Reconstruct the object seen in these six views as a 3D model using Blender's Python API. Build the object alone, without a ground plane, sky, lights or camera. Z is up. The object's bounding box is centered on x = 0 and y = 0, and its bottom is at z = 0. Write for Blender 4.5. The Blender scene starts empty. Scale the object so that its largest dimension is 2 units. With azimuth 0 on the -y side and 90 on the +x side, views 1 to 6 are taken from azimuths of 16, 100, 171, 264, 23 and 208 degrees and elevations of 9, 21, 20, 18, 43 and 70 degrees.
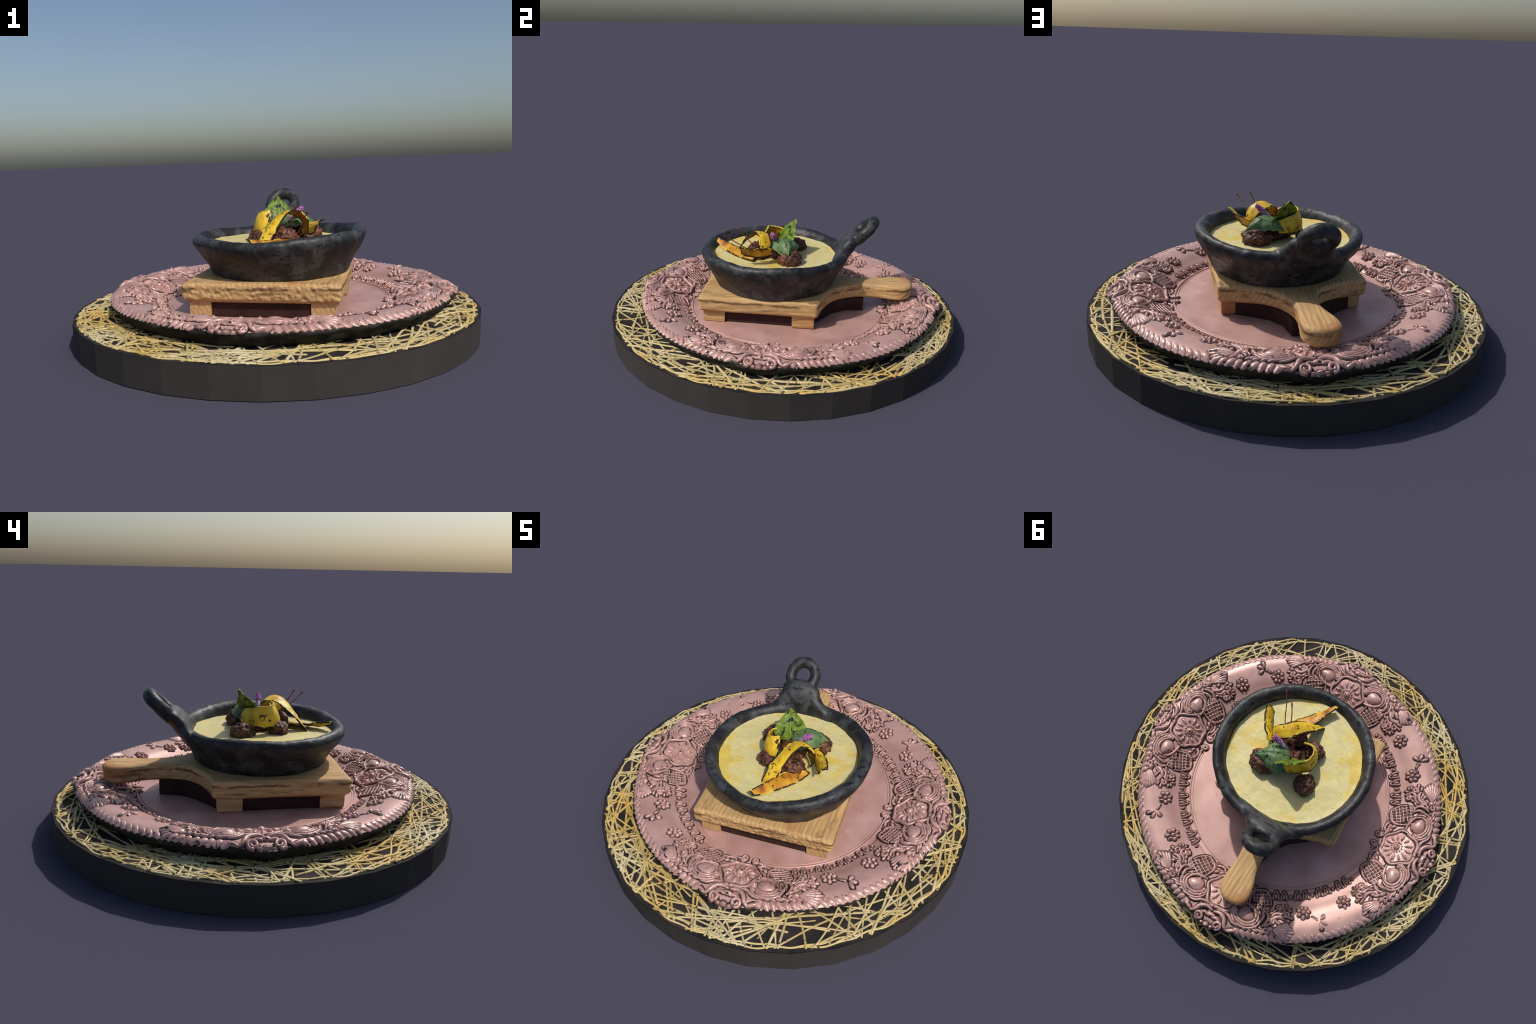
# Pan of cream soup on a wooden board, on an embossed copper plate, on a woven mat and a dark round base
import bpy, bmesh, math, random
import numpy as np
from mathutils import Vector, Matrix, noise

random.seed(7)
TAU = 2 * math.pi
scene = bpy.context.scene
COL = scene.collection

# ------------------------------------------------------------------ materials
class Mat:
    """Small helper around a node tree with a Principled BSDF."""
    def __init__(self, name, rough=0.6, spec=0.3):
        self.m = bpy.data.materials.new(name)
        self.m.use_nodes = True
        self.t = self.m.node_tree
        self.b = self.t.nodes["Principled BSDF"]
        self.b.inputs["Roughness"].default_value = rough
        self.b.inputs["Specular IOR Level"].default_value = spec
        self.co = self.t.nodes.new("ShaderNodeTexCoord").outputs["Object"]

    def n(self, kind, **kw):
        nd = self.t.nodes.new(kind)
        for k, v in kw.items():
            setattr(nd, k, v)
        return nd

    def link(self, a, b):
        self.t.links.new(a, b)

    def mapped(self, scale=(1, 1, 1), rot=(0, 0, 0), loc=(0, 0, 0)):
        mp = self.n("ShaderNodeMapping")
        mp.inputs["Scale"].default_value = scale
        mp.inputs["Rotation"].default_value = rot
        mp.inputs["Location"].default_value = loc
        self.link(self.co, mp.inputs["Vector"])
        return mp.outputs["Vector"]

    def noise(self, scale, detail=4, vec=None, rough=0.55, dist=0.0):
        nz = self.n("ShaderNodeTexNoise")
        nz.inputs["Scale"].default_value = scale
        nz.inputs["Detail"].default_value = detail
        nz.inputs["Roughness"].default_value = rough
        nz.inputs["Distortion"].default_value = dist
        self.link(vec if vec is not None else self.co, nz.inputs["Vector"])
        return nz.outputs["Fac"]

    def ramp(self, fac, stops, interp="LINEAR"):
        r = self.n("ShaderNodeValToRGB")
        r.color_ramp.interpolation = interp
        e = r.color_ramp.elements
        while len(e) < len(stops):
            e.new(0.5)
        for el, (p, c) in zip(e, stops):
            el.position = p
            el.color = (c, c, c, 1) if not isinstance(c, tuple) else (*c, 1)
        self.link(fac, r.inputs["Fac"])
        return r.outputs["Color"]

    def mix(self, fac, a, b, mode="MIX"):
        mx = self.n("ShaderNodeMix", data_type="RGBA", blend_type=mode)
        for sock, v in ((mx.inputs["Factor"], fac), (mx.inputs["A"], a), (mx.inputs["B"], b)):
            if isinstance(v, tuple):
                sock.default_value = (*v, 1)
            elif isinstance(v, (int, float)):
                sock.default_value = v
            else:
                self.link(v, sock)
        return mx.outputs["Result"]

    def bump(self, height, strength=0.4, dist=0.004):
        bp = self.n("ShaderNodeBump")
        bp.inputs["Strength"].default_value = strength
        bp.inputs["Distance"].default_value = dist
        self.link(height, bp.inputs["Height"])
        self.link(bp.outputs["Normal"], self.b.inputs["Normal"])

    def color(self, c):
        if isinstance(c, tuple):
            self.b.inputs["Base Color"].default_value = (*c, 1)
        else:
            self.link(c, self.b.inputs["Base Color"])
        return self.m


def mat_base():
    m = Mat("dark_base", 0.8, 0.2)
    return m.color(m.ramp(m.noise(5), [(0.3, (0.040, 0.035, 0.033)), (0.7, (0.049, 0.043, 0.040))]))

def mat_base_top():
    m = Mat("dark_cloth", 0.85, 0.2)
    return m.color(m.ramp(m.noise(9, 5), [(0.35, (0.012, 0.011, 0.011)), (0.55, (0.032, 0.026, 0.024)), (0.72, (0.055, 0.036, 0.028))]))

def mat_strand(dark=False):
    m = Mat("straw_gold", 0.5, 0.35)
    c = m.ramp(m.noise(4.0, 3), [(0.32, (0.58, 0.38, 0.10)), (0.48, (0.54, 0.42, 0.18)), (0.66, (0.62, 0.52, 0.30))])
    info = m.n("ShaderNodeObjectInfo")
    v = m.ramp(info.outputs["Random"], [(0.0, 0.72), (1.0, 1.1)])
    c = m.mix(1.0, c, v, "MULTIPLY")
    fl = m.ramp(m.noise(55, 3), [(0.34, 0.0), (0.38, 1.0)])
    return m.color(m.mix(fl, (0.06, 0.045, 0.02), c))

def mat_copper(ornament=False):
    m = Mat("rose_copper_relief" if ornament else "rose_copper", 0.33 if ornament else 0.42, 0.6 if ornament else 0.45)
    m.b.inputs["Metallic"].default_value = 0.10 if ornament else 0.16
    c = m.ramp(m.noise(6, 5), [(0.3, (0.42, 0.235, 0.20)), (0.55, (0.53, 0.315, 0.275)), (0.75, (0.62, 0.395, 0.355))])
    if ornament:
        c = m.mix(1.0, c, m.ramp(m.noise(28, 3), [(0.3, 0.72), (0.65, 1.18)]), "MULTIPLY")
        fl = m.ramp(m.noise(38, 4, dist=0.8), [(0.36, 0.0), (0.385, 1.0)])
        c = m.mix(fl, (0.018, 0.014, 0.013), c)
        m.bump(m.noise(160, 2), 0.35, 0.003)
    else:
        sm = m.ramp(m.noise(11, 6, rough=0.65), [(0.28, 0.0), (0.34, 1.0)])
        c = m.mix(sm, (0.30, 0.13, 0.11), c)
        m.bump(m.noise(90, 2), 0.08, 0.002)
    return m.color(c)

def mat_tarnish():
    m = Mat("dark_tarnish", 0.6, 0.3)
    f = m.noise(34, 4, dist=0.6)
    return m.color(m.ramp(f, [(0.42, (0.012, 0.010, 0.010)), (0.50, (0.045, 0.025, 0.022)), (0.62, (0.22, 0.115, 0.10))]))  # near-black ramp paints the relief's crevice shadow

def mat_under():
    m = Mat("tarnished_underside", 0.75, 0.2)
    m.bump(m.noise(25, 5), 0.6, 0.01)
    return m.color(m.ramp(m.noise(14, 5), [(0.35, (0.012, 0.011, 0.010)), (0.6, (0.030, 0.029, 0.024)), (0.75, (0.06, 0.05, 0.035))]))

def mat_wood():
    m = Mat("pine_wood", 0.6, 0.3)
    wv = m.n("ShaderNodeTexWave", wave_type="BANDS", bands_direction="X")
    wv.inputs["Scale"].default_value = 15.0
    wv.inputs["Distortion"].default_value = 3.0
    wv.inputs["Detail"].default_value = 3.0
    wv.inputs["Detail Scale"].default_value = 1.2
    m.link(m.mapped((1.0, 0.25, 0.9), rot=(0, 0.5, 0.08)), wv.inputs["Vector"])
    c = m.ramp(wv.outputs["Fac"], [(0.0, (0.50, 0.295, 0.115)), (0.3, (0.54, 0.335, 0.145)), (1.0, (0.575, 0.37, 0.17))])
    fine = m.noise(30, 4, m.mapped((3.0, 0.25, 3.0)))
    c = m.mix(1.0, c, m.ramp(fine, [(0.3, 0.74), (0.65, 1.08)]), "MULTIPLY")
    # reddish knot area and brown stains that run along the grain
    red = m.ramp(m.noise(3.2, 3, m.mapped((1.0, 0.5, 1.6), loc=(0.35, 0, 0))), [(0.58, 0.0), (0.70, 1.0)])
    c = m.mix(red, c, (0.36, 0.135, 0.045))
    st = m.ramp(m.noise(11, 5, m.mapped((0.55, 0.35, 2.4)), rough=0.6), [(0.58, 0.0), (0.66, 0.75)])
    c = m.mix(st, c, (0.13, 0.062, 0.025))
    # undercut shadow painted in brown below the top edge, broken up by noise
    sep = m.n("ShaderNodeSeparateXYZ"); m.link(m.co, sep.inputs[0])
    wob = m.n("ShaderNodeMath", operation="MULTIPLY_ADD")
    m.link(m.noise(16, 4), wob.inputs[0]); wob.inputs[1].default_value = 0.030
    m.link(sep.outputs["Z"], wob.inputs[2])
    line = m.ramp(wob.outputs[0], [(0.296, 0.0), (0.299, 0.85), (0.308, 0.85), (0.312, 0.0)])
    brk = m.ramp(m.noise(7, 3, m.mapped((1, 1, 0.3))), [(0.42, 0.0), (0.52, 1.0)])
    line = m.mix(1.0, line, brk, "MULTIPLY")
    c = m.mix(line, c, (0.11, 0.052, 0.022))
    m.bump(fine, 0.5, 0.006)
    return m.color(c)

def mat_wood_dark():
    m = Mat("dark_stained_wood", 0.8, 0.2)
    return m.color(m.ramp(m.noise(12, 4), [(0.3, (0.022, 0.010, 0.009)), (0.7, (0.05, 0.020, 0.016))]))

def mat_clay():
    m = Mat("black_burnished_clay", 0.5, 0.4)
    c = m.ramp(m.noise(10, 6, dist=0.5), [(0.40, (0.012, 0.012, 0.013)), (0.49, (0.021, 0.022, 0.024)), (0.56, (0.040, 0.042, 0.045)), (0.70, (0.062, 0.066, 0.070))])
    fl = m.ramp(m.noise(34, 4, m.mapped((1, 1, 1.6)), dist=0.8), [(0.40, 0.0), (0.43, 1.0)])
    c = m.mix(fl, (0.007, 0.007, 0.008), c)
    br = m.ramp(m.noise(5, 5), [(0.62, 0.0), (0.72, 0.55)])
    c = m.mix(br, c, (0.075, 0.052, 0.040))
    m.bump(m.noise(30, 5), 0.35, 0.006)
    return m.color(c)

def mat_soup():
    m = Mat("cream_soup", 0.5, 0.35)
    big = m.noise(5.5, 5, dist=0.8)
    c = m.ramp(big, [(0.34, (0.63, 0.56, 0.28)), (0.52, (0.65, 0.555, 0.23)), (0.62, (0.66, 0.49, 0.10))])
    stria = m.noise(20, 4, m.mapped((0.6, 1.3, 1), rot=(0, 0, 0.5)), dist=2.2)
    c = m.mix(1.0, c, m.ramp(stria, [(0.3, 0.90), (0.65, 1.04)]), "MULTIPLY")
    sp = m.ramp(m.noise(70, 1), [(0.22, 0.0), (0.25, 1.0)])
    c = m.mix(sp, (0.20, 0.16, 0.06), c)
    m.bump(stria, 0.25, 0.006)
    return m.color(c)

def mat_meat():
    m = Mat("browned_meat", 0.5, 0.4)
    c = m.ramp(m.noise(38, 5, dist=1.2), [(0.36, (0.012, 0.007, 0.006)), (0.47, (0.070, 0.026, 0.016)), (0.58, (0.15, 0.052, 0.026)), (0.72, (0.28, 0.10, 0.045))])
    m.bump(m.noise(60, 4), 0.7, 0.008)
    return m.color(c)

def mat_peel(inner=False):
    m = Mat("peel_flesh" if inner else "peel_skin", 0.45, 0.4)
    if inner:
        c = m.ramp(m.noise(17, 4), [(0.3, (0.22, 0.065, 0.012)), (0.5, (0.52, 0.23, 0.015)), (0.68, (0.64, 0.36, 0.03))])
    else:
        c = m.ramp(m.noise(16, 4), [(0.3, (0.55, 0.30, 0.015)), (0.5, (0.74, 0.48, 0.022)), (0.7, (0.76, 0.54, 0.06))])
    fl = m.ramp(m.noise(34, 5, dist=0.8), [(0.365, 0.0), (0.41, 1.0)])
    c = m.mix(fl, (0.035, 0.018, 0.006), c)
    m.bump(m.noise(70, 3), 0.35, 0.004)
    return m.color(c)

def mat_peel_edge():
    m = Mat("charred_peel_edge", 0.6, 0.3)
    return m.color(m.ramp(m.noise(13, 4), [(0.53, (0.02, 0.014, 0.008)), (0.56, (0.66, 0.46, 0.05))]))

def mat_leaf(name, lo, hi):
    m = Mat(name, 0.45, 0.4)
    c = m.ramp(m.noise(18, 4), [(0.3, lo), (0.7, hi)])
    fl = m.ramp(m.noise(30, 4, dist=0.7), [(0.39, 0.0), (0.43, 1.0)])
    c = m.mix(fl, (0.015, 0.022, 0.008), c)
    m.bump(m.noise(45, 3), 0.4, 0.004)
    m.color(c)
    tr = m.n("ShaderNodeBsdfTranslucent")
    m.link(c, tr.inputs["Color"])
    mx = m.n("ShaderNodeMixShader")
    mx.inputs["Fac"].default_value = 0.18
    m.link(m.b.outputs["BSDF"], mx.inputs[1])
    m.link(tr.outputs["BSDF"], mx.inputs[2])
    m.link(mx.outputs["Shader"], m.t.nodes["Material Output"].inputs["Surface"])
    return m.m

def mat_simple(name, a, b, scale=40, rough=0.6):
    m = Mat(name, rough)
    return m.color(m.ramp(m.noise(scale, 3), [(0.35, a), (0.65, b)]))

M_BASE, M_TOP, M_STRAW = mat_base(), mat_base_top(), mat_strand()
M_COP, M_ORN, M_UNDER = mat_copper(), mat_copper(True), mat_under()
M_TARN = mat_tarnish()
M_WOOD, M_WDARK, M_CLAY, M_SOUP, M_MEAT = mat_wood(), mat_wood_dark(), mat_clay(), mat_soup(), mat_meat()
M_SKIN, M_FLESH, M_CHAR = mat_peel(), mat_peel(True), mat_peel_edge()
M_LEAF_A = mat_leaf("basil_bright", (0.085, 0.15, 0.010), (0.19, 0.28, 0.026))
M_LEAF_B = mat_leaf("basil_soft", (0.085, 0.155, 0.050), (0.165, 0.27, 0.115))
M_VEIN = mat_simple("leaf_vein", (0.22, 0.34, 0.07), (0.28, 0.40, 0.12))
M_PETAL = mat_simple("magenta_floret", (0.30, 0.07, 0.30), (0.55, 0.22, 0.50), 60)
M_LILAC = mat_simple("lilac_stem", (0.22, 0.14, 0.22), (0.45, 0.36, 0.44), 50)
M_STICK = mat_simple("brown_stalk", (0.12, 0.035, 0.015), (0.26, 0.09, 0.03), 60)

# ------------------------------------------------------------------ object helpers
def thing(name, loc, label, category):
    e = bpy.data.objects.new(name, None)
    e.empty_display_size = 0.1
    e.location = loc
    e["label"], e["category"] = label, category
    COL.objects.link(e)
    return e

def put(name, mesh, parent=None, mats=(), rot_z=0.0, local=False, kind=None):
    """Link a mesh object; its data are in world coordinates unless local."""
    o = bpy.data.objects.new(name, mesh)
    COL.objects.link(o)
    for mt in mats:
        if mt.name not in [x.name for x in mesh.materials if x]:
            mesh.materials.append(mt)
    if parent is not None:
        o.parent = parent
        if not local:
            o.location = -world_loc(parent)
    o.rotation_euler = (0, 0, rot_z)
    if kind:
        o["kind"] = kind
    return o

def world_loc(o):
    v = Vector((0, 0, 0))
    while o is not None:
        v = v + o.location
        o = o.parent
    return v

class Geo:
    """Collects vertices and faces of one mesh."""
    def __init__(self):
        self.v, self.f, self.k, self.mi = [], [], 0, []

    def add(self, verts, faces, mi=0):
        verts = np.asarray(verts, float)
        self.v.append(verts)
        self.f += [tuple(i + self.k for i in f) for f in faces]
        self.mi += [mi] * len(faces)
        self.k += len(verts)

    def mesh(self, name, smooth=True):
        me = bpy.data.meshes.new(name)
        me.from_pydata(np.concatenate(self.v).tolist(), [], self.f)
        me.polygons.foreach_set("material_index", self.mi)
        if smooth:
            me.polygons.foreach_set("use_smooth", [True] * len(me.polygons))
        me.update()
        return me

def grid_faces(nu, nv, close_u=False, close_v=False):
    f = []
    for i in range(nu if close_u else nu - 1):
        for j in range(nv if close_v else nv - 1):
            a, b = i * nv + j, ((i + 1) % nu) * nv + j
            c, d = ((i + 1) % nu) * nv + (j + 1) % nv, i * nv + (j + 1) % nv
            f.append((a, b, c, d))
    return f

def catmull(pts, n):
    """Smooth curve through control points, n samples."""
    p = np.asarray(pts, float)
    p = np.vstack([2 * p[0] - p[1], p, 2 * p[-1] - p[-2]])
    m = len(p) - 3
    out = []
    for t in np.linspace(0, m - 1e-9, n):
        i = int(t); u = t - i
        a, b, c, d = p[i:i + 4]
        out.append(0.5 * (2 * b + (c - a) * u + (2 * a - 5 * b + 4 * c - d) * u * u + (3 * b - a - 3 * c + d) * u ** 3))
    return np.array(out)

def tube(path, rad, sides=8, flat=1.0, up=(0, 0, 1)):
    """Tube along a 3D path with rounded ends; rad may vary along it."""
    path = np.asarray(path, float)
    n = len(path)
    rad = np.broadcast_to(np.asarray(rad, float), (n,)).copy()
    tan = np.gradient(path, axis=0)
    tan /= np.linalg.norm(tan, axis=1)[:, None] + 1e-12
    up = np.asarray(up, float)
    s = np.cross(tan, up); l = np.linalg.norm(s, axis=1)
    s[l < 1e-3] = (1, 0, 0)
    s /= np.linalg.norm(s, axis=1)[:, None]
    w = np.cross(s, tan)
    ang = np.arange(sides) / sides * TAU
    P = path[:, None] + rad[:, None, None] * (np.cos(ang)[None, :, None] * s[:, None] + flat * np.sin(ang)[None, :, None] * w[:, None])
    V = P.reshape(-1, 3)
    F = grid_faces(n, sides, close_v=True)
    V = np.vstack([V, path[0] - tan[0] * rad[0] * 0.7, path[-1] + tan[-1] * rad[-1] * 0.7])
    a, b = n * sides, n * sides + 1
    for j in range(sides):
        k = (j + 1) % sides
        F.append((a, j, k))
        F.append((b, (n - 1) * sides + k, (n - 1) * sides + j))
    return V, [f[::-1] for f in F]

def evaluated(obj):
    dg = bpy.context.evaluated_depsgraph_get()
    me = bpy.data.meshes.new_from_object(obj.evaluated_get(dg))
    return me

def remeshed(geo, voxel, smooth_iter, name):
    """Fuse overlapping closed shells into one skin, then relax it."""
    o = bpy.data.objects.new("helper", geo.mesh("helper"))
    COL.objects.link(o)
    r = o.modifiers.new("r", "REMESH"); r.mode = "VOXEL"; r.voxel_size = voxel; r.use_smooth_shade = True
    s = o.modifiers.new("s", "SMOOTH"); s.iterations = smooth_iter; s.factor = 0.5
    me = evaluated(o)
    me.name = name
    old = o.data
    bpy.data.objects.remove(o); bpy.data.meshes.remove(old)
    return me

def coords(me):
    a = np.empty(len(me.vertices) * 3); me.vertices.foreach_get("co", a); return a.reshape(-1, 3)

def normals(me):
    a = np.empty(len(me.vertices) * 3); me.vertices.foreach_get("normal", a); return a.reshape(-1, 3)

def set_coords(me, co):
    me.vertices.foreach_set("co", np.ascontiguousarray(co).ravel()); me.update()

def fnoise(co, scale, octaves=3, seed=0.0):
    return np.array([noise.fractal(Vector((x * scale + seed, y * scale, z * scale)), 1.0, 2.0, octaves) for x, y, z in co])

def smooth01(x, a, b):
    t = np.clip((np.asarray(x, float) - a) / (b - a), 0, 1)
    return t * t * (3 - 2 * t)

# ------------------------------------------------------------------ 1. round base with woven mat
BASE_Z = 0.133
base = thing("display_base", (0, 0, 0), "round dark base disc topped with woven straw mat", "base")

g = Geo()
ring = [(math.cos(i * TAU / 32), math.sin(i * TAU / 32)) for i in range(32)]
V = [(x, y, 0) for x, y in ring] + [(x, y, BASE_Z) for x, y in ring]
g.add(V, [tuple(range(31, -1, -1))] + [(i, (i + 1) % 32, 32 + (i + 1) % 32, 32 + i) for i in range(32)])
g.add([(x * 0.998, y * 0.998, BASE_Z) for x, y in ring], [tuple(range(32))], 1)
disc = put("base_disc", g.mesh("base_disc", smooth=False), base, (M_BASE, M_TOP))

mat_part = bpy.data.objects.new("woven_mat", None)
COL.objects.link(mat_part); mat_part.parent = base
mat_part.location = (0, 0, BASE_Z)

def polar(r, a, z):
    return np.array([r * math.cos(a), r * math.sin(a), z])

R_MAT = 0.976
g = Geo()
for k in range(2):
    ph = k * 2.1
    pts = [polar(R_MAT - 0.004 - 0.011 * k + 0.006 * math.sin(17 * a + ph) + 0.004 * math.sin(41 * a + 3 * ph), a,
                 BASE_Z + 0.001 + 0.002 * math.sin(29 * a + ph)) for a in np.linspace(0, TAU, 400)]
    V, F = tube(pts, 0.0052, 6, 0.8)
    g.add(V, F)
put("edge_cord", g.mesh("edge_cord"), mat_part, (M_STRAW,))

rs = random.Random(21)
R_IN = 0.72                              # strands are hidden by the plate inside this radius
n_strand = 0
while n_strand < 240:
    # a straight strand through a random spot of the visible ring, cut at the mat's edge and under the plate
    rp, ap = math.sqrt(rs.uniform(0.79 ** 2, 0.965 ** 2)), rs.uniform(0, TAU)
    an = ap + rs.gauss(0, 0.75) + rs.choice((0.0, math.pi / 2, math.pi / 2))
    p0, dr = polar(rp, ap, 0), np.array([math.cos(an), math.sin(an), 0])
    ends = []
    edge_r = R_MAT + rs.uniform(-0.004, 0.008)
    for sg in (-1, 1):
        L = 0.0
        while L < 0.42:
            q = np.linalg.norm(p0 + sg * dr * (L + 0.004))
            if q > edge_r or q < R_IN:
                break
            L += 0.004
        ends.append(p0 + sg * dr * L)
    p, q = ends
    d = q - p
    L = np.linalg.norm(d)
    if L < 0.12:
        continue
    n_strand += 1
    side = np.array([-d[1], d[0], 0])
    bend = rs.uniform(-0.05, 0.05)
    zb, zp = BASE_Z + rs.uniform(-0.001, 0.004), rs.uniform(0, TAU)
    pts = []
    for t in np.linspace(0, 1, 14):
        x = p + d * t + side * bend * 4 * t * (1 - t)
        x[2] = zb + 0.0025 * math.sin(zp + t * L * 30)
        pts.append(x)
    V, F = tube(pts, rs.uniform(0.0044, 0.0068), 6, 0.75)
    g = Geo(); g.add(V, F)
    put("straw_strand", g.mesh("straw_strand"), mat_part, (M_STRAW,))

# ------------------------------------------------------------------ 2. embossed plate
PC = np.array([0.018, 0.030])          # plate centre
plate = thing("ornate_plate", (PC[0], PC[1], 0.14), "rose copper plate with embossed flower and scroll rim", "plate")
PZ = 0.14                               # plate meshes are local to the plate's empty
PROFILE = np.array([(0.0, .153), (0.545, .154), (0.575, .159), (0.61, .172), (0.65, .189), (0.69, .208),
                    (0.73, .220), (0.77, .228), (0.80, .227), (0.82, .220), (0.838, .207)])
PR = np.linspace(0, 0.838, 400)
_pf = catmull(PROFILE, 1200)
PZV = np.interp(PR, _pf[:, 0], _pf[:, 1]) - PZ

def corner(a):
    """Outward bulge of the rim at the four cartouches (a = angle)."""
    d = (np.asarray(a) + TAU / 8) % (TAU / 4) - TAU / 8
    return 0.026 * np.exp(-(d / 0.15) ** 2) + 0.006

def surf(a, v, h=0.0):
    """Point on the plate's upper side at angle a, nominal radius v, lifted by h."""
    a, v, h = np.broadcast_arrays(np.asarray(a, float), np.asarray(v, float), np.asarray(h, float))
    z = np.interp(v, PR, PZV)
    dz = (np.interp(v + 0.004, PR, PZV) - np.interp(v - 0.004, PR, PZV)) / 0.008
    nr, nz = -dz / np.sqrt(1 + dz * dz), 1 / np.sqrt(1 + dz * dz)
    r = v + corner(a) * smooth01(v, 0.70, 0.83) + h * nr
    return np.stack([r * np.cos(a), r * np.sin(a), z + h * nz], -1)

# dish body: upper side, rim lip
NA = 384
rads = np.concatenate([np.linspace(0.02, 0.54, 24), np.linspace(0.55, 0.838, 60)])
A = np.arange(NA) / NA * TAU
g = Geo()
up = surf(A[:, None], rads[None, :])
wob = 0.0012 * np.sin(3 * A[:, None] + rads[None, :] * 9) * (rads[None, :] > 0.3)
up[..., 2] += wob
g.add(up.reshape(-1, 3), grid_faces(NA, len(rads), close_u=True))
g.add(np.vstack([up[:, 0], [[0, 0, PZV[0]]]]), [(i, (i + 1) % NA, NA) for i in range(NA)])
me = g.mesh("dish")
put("dish", me, plate, (M_COP,), local=True)

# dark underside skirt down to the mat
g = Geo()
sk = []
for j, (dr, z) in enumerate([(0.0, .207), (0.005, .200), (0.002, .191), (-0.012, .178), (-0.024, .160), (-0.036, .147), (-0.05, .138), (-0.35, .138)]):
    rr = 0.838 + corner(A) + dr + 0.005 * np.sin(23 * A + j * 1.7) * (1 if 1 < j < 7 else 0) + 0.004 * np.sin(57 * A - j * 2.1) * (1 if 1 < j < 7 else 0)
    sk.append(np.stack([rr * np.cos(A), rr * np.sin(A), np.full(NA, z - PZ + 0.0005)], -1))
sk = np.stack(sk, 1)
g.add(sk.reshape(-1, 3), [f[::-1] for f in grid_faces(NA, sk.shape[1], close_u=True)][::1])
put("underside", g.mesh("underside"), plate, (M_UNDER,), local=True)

LIFT, SEAT = 1.2, 0.0072   # relief height factor, width of the dark-painted seat round each ornament
UR = 0.68  # radius at which tangential lengths are measured
class Relief(Geo):
    """Ornament drawn in (u, v): u = tangential metres, v = radius; mirrored with flip."""
    def __init__(self, flip=False, u0=0.0, v0=0.0, rot=0.0):
        super().__init__(); self.s = -1 if flip else 1
        self.halo = Geo()
        self.u0, self.v0, self.r = u0, v0, rot

    def frame(self, u, v):
        c, s = math.cos(self.r), math.sin(self.r)
        return self.u0 + c * u - s * v, self.v0 + s * u + c * v

    def lay(self, u, v, h):
        u, v = self.frame(np.asarray(u, float), np.asarray(v, float))
        return surf(self.s * u / UR, v, h)

    def put(self, V, F):
        self.add(V, F if self.s > 0 else [f[::-1] for f in F])

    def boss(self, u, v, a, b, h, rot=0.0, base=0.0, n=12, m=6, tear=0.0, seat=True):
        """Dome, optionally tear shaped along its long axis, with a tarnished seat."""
        self.dome(u, v, a, b, h * LIFT, rot, base, n, m, tear)
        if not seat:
            return
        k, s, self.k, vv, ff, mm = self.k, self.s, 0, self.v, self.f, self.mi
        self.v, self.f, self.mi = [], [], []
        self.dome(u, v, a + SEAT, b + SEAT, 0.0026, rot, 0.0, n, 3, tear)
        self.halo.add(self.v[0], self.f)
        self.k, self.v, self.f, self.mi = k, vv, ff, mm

    def dome(self, u, v, a, b, h, rot, base, n, m, tear):
        th = np.arange(n) / n * TAU
        ph = np.linspace(0.12, 1.9, m)
        X = np.cos(th)[:, None] * np.sin(ph)[None]
        Y = np.sin(th)[:, None] * np.sin(ph)[None]
        H = np.broadcast_to(np.cos(ph)[None], X.shape)
        Y = Y * (1 - tear * X)
        c, s = math.cos(rot), math.sin(rot)
        V = self.lay(u + a * X * c - b * Y * s, v + a * X * s + b * Y * c, base + h * H)
        top = self.lay(u, v, base + h)
        F = grid_faces(n, m, close_u=True)
        k = n * m
        F = [f[::-1] for f in F] + [(i * m, ((i + 1) % n) * m, k) for i in range(n)]
        self.put(np.vstack([V.reshape(-1, 3), top[None]]), [f for f in F])

    def stroke(self, pts, rad, lift=0.0, n=None, sides=8, taper=True, smooth=True):
        pts = np.asarray(pts, float)
        if smooth and len(pts) > 2:
            n = n or 6 * len(pts)
            pts = catmull(pts, n)
        elif len(pts) == 2:
            pts = pts[0] + (pts[1] - pts[0]) * np.linspace(0, 1, n or 6)[:, None]
        k = len(pts)
        r = np.full(k, rad)
        if taper:
            t = np.linspace(0, 1, k)
            r = rad * (0.35 + 0.65 * np.sin(np.pi * np.clip(t, 0.02, 0.98)) ** 0.6)
        P = self.lay(pts[:, 0], pts[:, 1], lift)
        V, F = tube(P, r, sides, 1.35)
        self.add(V, F)
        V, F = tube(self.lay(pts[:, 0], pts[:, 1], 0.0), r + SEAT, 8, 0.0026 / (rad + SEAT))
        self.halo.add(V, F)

    def spiral(self, u, v, r0, r1, a0, turns, rad, lift=0.002, n=26):
        t = np.linspace(0, 1, n)
        a = a0 + turns * TAU * t
        r = r0 + (r1 - r0) * t
        self.stroke(np.stack([u + r * np.cos(a), v + r * np.sin(a)], 1), rad, lift, taper=False, smooth=False)

def quad_copies(name, relief, angles=None):
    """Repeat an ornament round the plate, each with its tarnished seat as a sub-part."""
    mesh = relief.mesh(name)
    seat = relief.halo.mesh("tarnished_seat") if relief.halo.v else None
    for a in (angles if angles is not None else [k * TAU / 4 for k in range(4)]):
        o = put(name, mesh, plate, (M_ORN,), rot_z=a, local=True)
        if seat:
            put("tarnished_seat", seat, o, (M_TARN,), local=True)

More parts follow.
